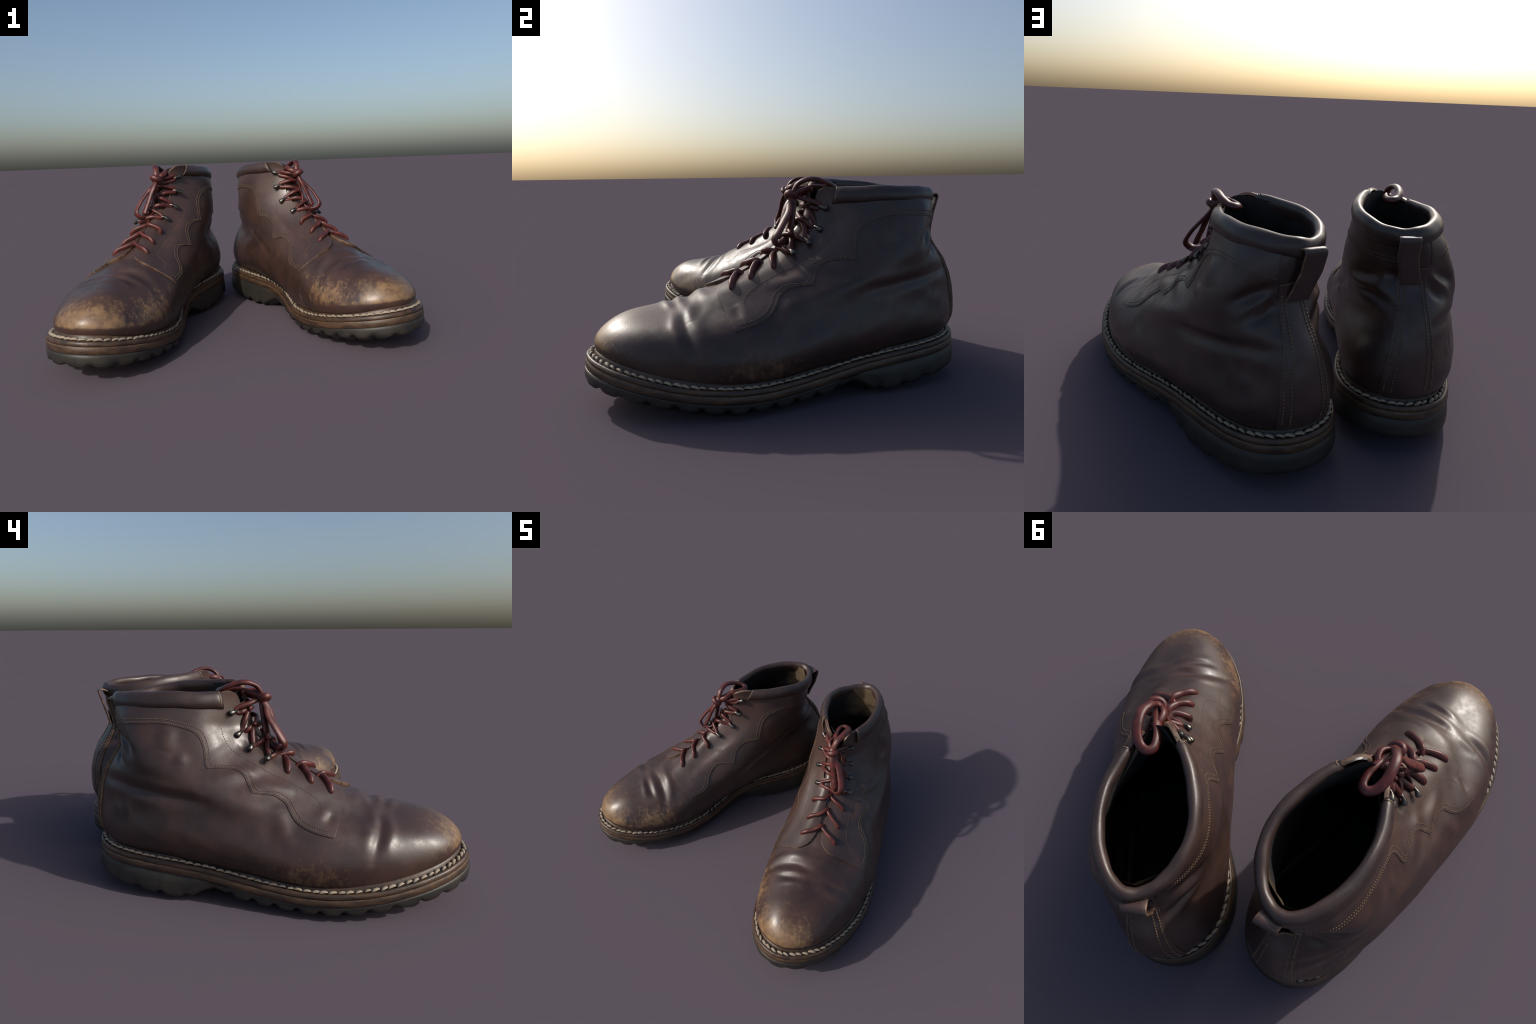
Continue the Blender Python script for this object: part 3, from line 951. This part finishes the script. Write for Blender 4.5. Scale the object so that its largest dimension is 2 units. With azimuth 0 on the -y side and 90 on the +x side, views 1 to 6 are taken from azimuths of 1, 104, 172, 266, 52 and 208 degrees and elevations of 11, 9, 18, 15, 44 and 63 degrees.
ins, outs = hook_root['in'], hook_root['out']
for k in range(4):
    for mine, other, sgn in ((ins, outs, 1), (outs, ins, -1)):
        p, away, n = mine[k]
        axis_up = np.array([0, -.35, .9]) if k > 0 else np.array([0, -.7, .6])
        centre_low = (np.array(ins[k - 1][0]) + np.array(outs[k - 1][0])) / 2 if k else np.array(CENTRES[2])
        centre_here = (np.array(ins[k][0]) + np.array(outs[k][0])) / 2
        low = centre_low * .45 + centre_here * .55
        # strand rising from the lower crossing to the hook, round its neck, and on to the next crossing
        low_c = near(low, .026 if sgn > 0 else .016)
        neck = p - away * .032 - n * .004
        below = neck - axis_up * .013
        above = neck + axis_up * .012
        turn = p - away * .020 - n * .010
        if k < 3:
            nxt = (np.array(ins[k + 1][0]) + np.array(outs[k + 1][0])) / 2
            high = near(centre_here * .45 + nxt * .55, .022 if sgn < 0 else .030)
            q_in = near((below + low_c) / 2, .028)
            q_out = near((above + high) / 2, .030)
            lace([low_c - away * .02, q_in, below - n * .004, turn, above - n * .004, q_out, high - away * .02], .0122, 60, .85)
        else:
            q_in = near((below + low_c) / 2, .026)
            knot_side = np.array([-.038, .738, .905])
            lace([low_c - away * .02, q_in, below - n * .004, turn, above - n * .002, (above + knot_side) / 2 + n * .006, knot_side], .0125, 60, .85)

KNOT = np.array([-.038, .752, .911])
# hanging loop: a flat band whose width stands across the plane of the loop
lace([KNOT, (-.022, .775, .874), (.010, .790, .836), (.034, .820, .795), (.050, .850, .752), (.052, .873, .716), (.024, .862, .686), (-.006, .822, .690),
      (-.018, .790, .716), (-.014, .774, .769), (-.026, .764, .830), KNOT], .0195, 110, .48, (-.78, .61, .13), 'lace_loop', .02)
# standing loop, thrown back over the opening
lace([KNOT, (-.034, .745, .942), (-.024, .725, .970), (-.004, .690, .986), (.008, .645, .984), (.012, .600, .968), (.002, .567, .952), (-.020, .548, .946),
      (-.044, .560, .942), (-.054, .600, .943), (-.052, .650, .945), (-.046, .700, .930), KNOT], .0185, 110, .66, (.8, .2, .5), 'lace_loop', .02)
# loose ends
lace([KNOT, (-.030, .785, .866), (-.018, .802, .828), (-.006, .820, .780), (.004, .838, .742), (.012, .852, .706)], .0180, 44, .6, (1, -.3, 0), 'lace_end', .03)
lace([KNOT + (0, -.01, .0), (-.060, .735, .928), (-.072, .705, .940), (-.058, .668, .940), (-.030, .655, .932)], .0150, 36, .7, (0, 0, 1), 'lace_end', .04)
# knot: a lace wrapped round the crossing
wrap = [KNOT + np.array([.023 * math.cos(a), .012 + .018 * math.sin(a), .012 * math.sin(a + .8)]) for a in np.linspace(-.8, 5.8, 14)]
lace(wrap, .0165, 60, .85, (0, 0, 1), 'lace_knot', .03)
core = smooth_path([KNOT + np.array([0, -.020, .026]), KNOT, KNOT + np.array([0, .018, -.028])], 14)
v, f = tube(core, rounded(.025, 14, .45), 12)
part('lace_knot', v, f, 'lace')


# --------------------------------------------------------------------------
# Build both boots
# --------------------------------------------------------------------------
def build_boot(mirrored, matrix):
    mats = make_materials(mirrored)
    root = bpy.data.objects.new('leather_boot', None)
    root.empty_display_size = .2
    root.matrix_world = matrix
    root['label'] = 'worn dark brown leather ankle boot with red-brown laces'
    root['category'] = 'boot'
    bpy.context.scene.collection.objects.link(root)
    cache = {}
    flip = np.diag([-1.0, 1, 1, 1])
    for name, data, m4, props in PARTS:
        me = cache.get(id(data))
        if me is None:
            verts, faces = data['verts'], data['faces']
            if mirrored:
                verts = verts * [-1, 1, 1]
                faces = [q[::-1] for q in faces]
            me = bpy.data.meshes.new(name)
            me.from_pydata(verts.tolist(), [], faces)
            for key in data['mats']:
                me.materials.append(mats[key])
            if data['slots'] is not None:
                me.polygons.foreach_set('material_index', data['slots'])
            me.polygons.foreach_set('use_smooth', [True] * len(me.polygons))
            me.update()
            if 'normals' in data:
                me.normals_split_custom_set_from_vertices((data['normals'] * ([-1, 1, 1] if mirrored else [1, 1, 1])).tolist())
            cache[id(data)] = me
        obj = bpy.data.objects.new(name, me)
        bpy.context.scene.collection.objects.link(obj)
        obj.parent = root
        if m4 is not None:
            obj.matrix_local = Matrix((flip @ m4 @ flip if mirrored else m4).tolist())
        for k, val in props.items():
            obj[k] = val
    return root


SPLAY = math.radians(13.5)
left = Matrix.Translation((-.365, .737, 0)) @ Matrix.Rotation(math.pi - SPLAY, 4, 'Z')
# the mirrored boot stands a little further back and turned out more
TURN = math.radians(15.916)
right = Matrix.Translation((-.12473, .06892, 0)) @ Matrix.Rotation(TURN, 4, 'Z') @ \
    Matrix.Translation((.365, .737, 0)) @ Matrix.Rotation(-(math.pi - SPLAY), 4, 'Z')
build_boot(False, left)
build_boot(True, right)
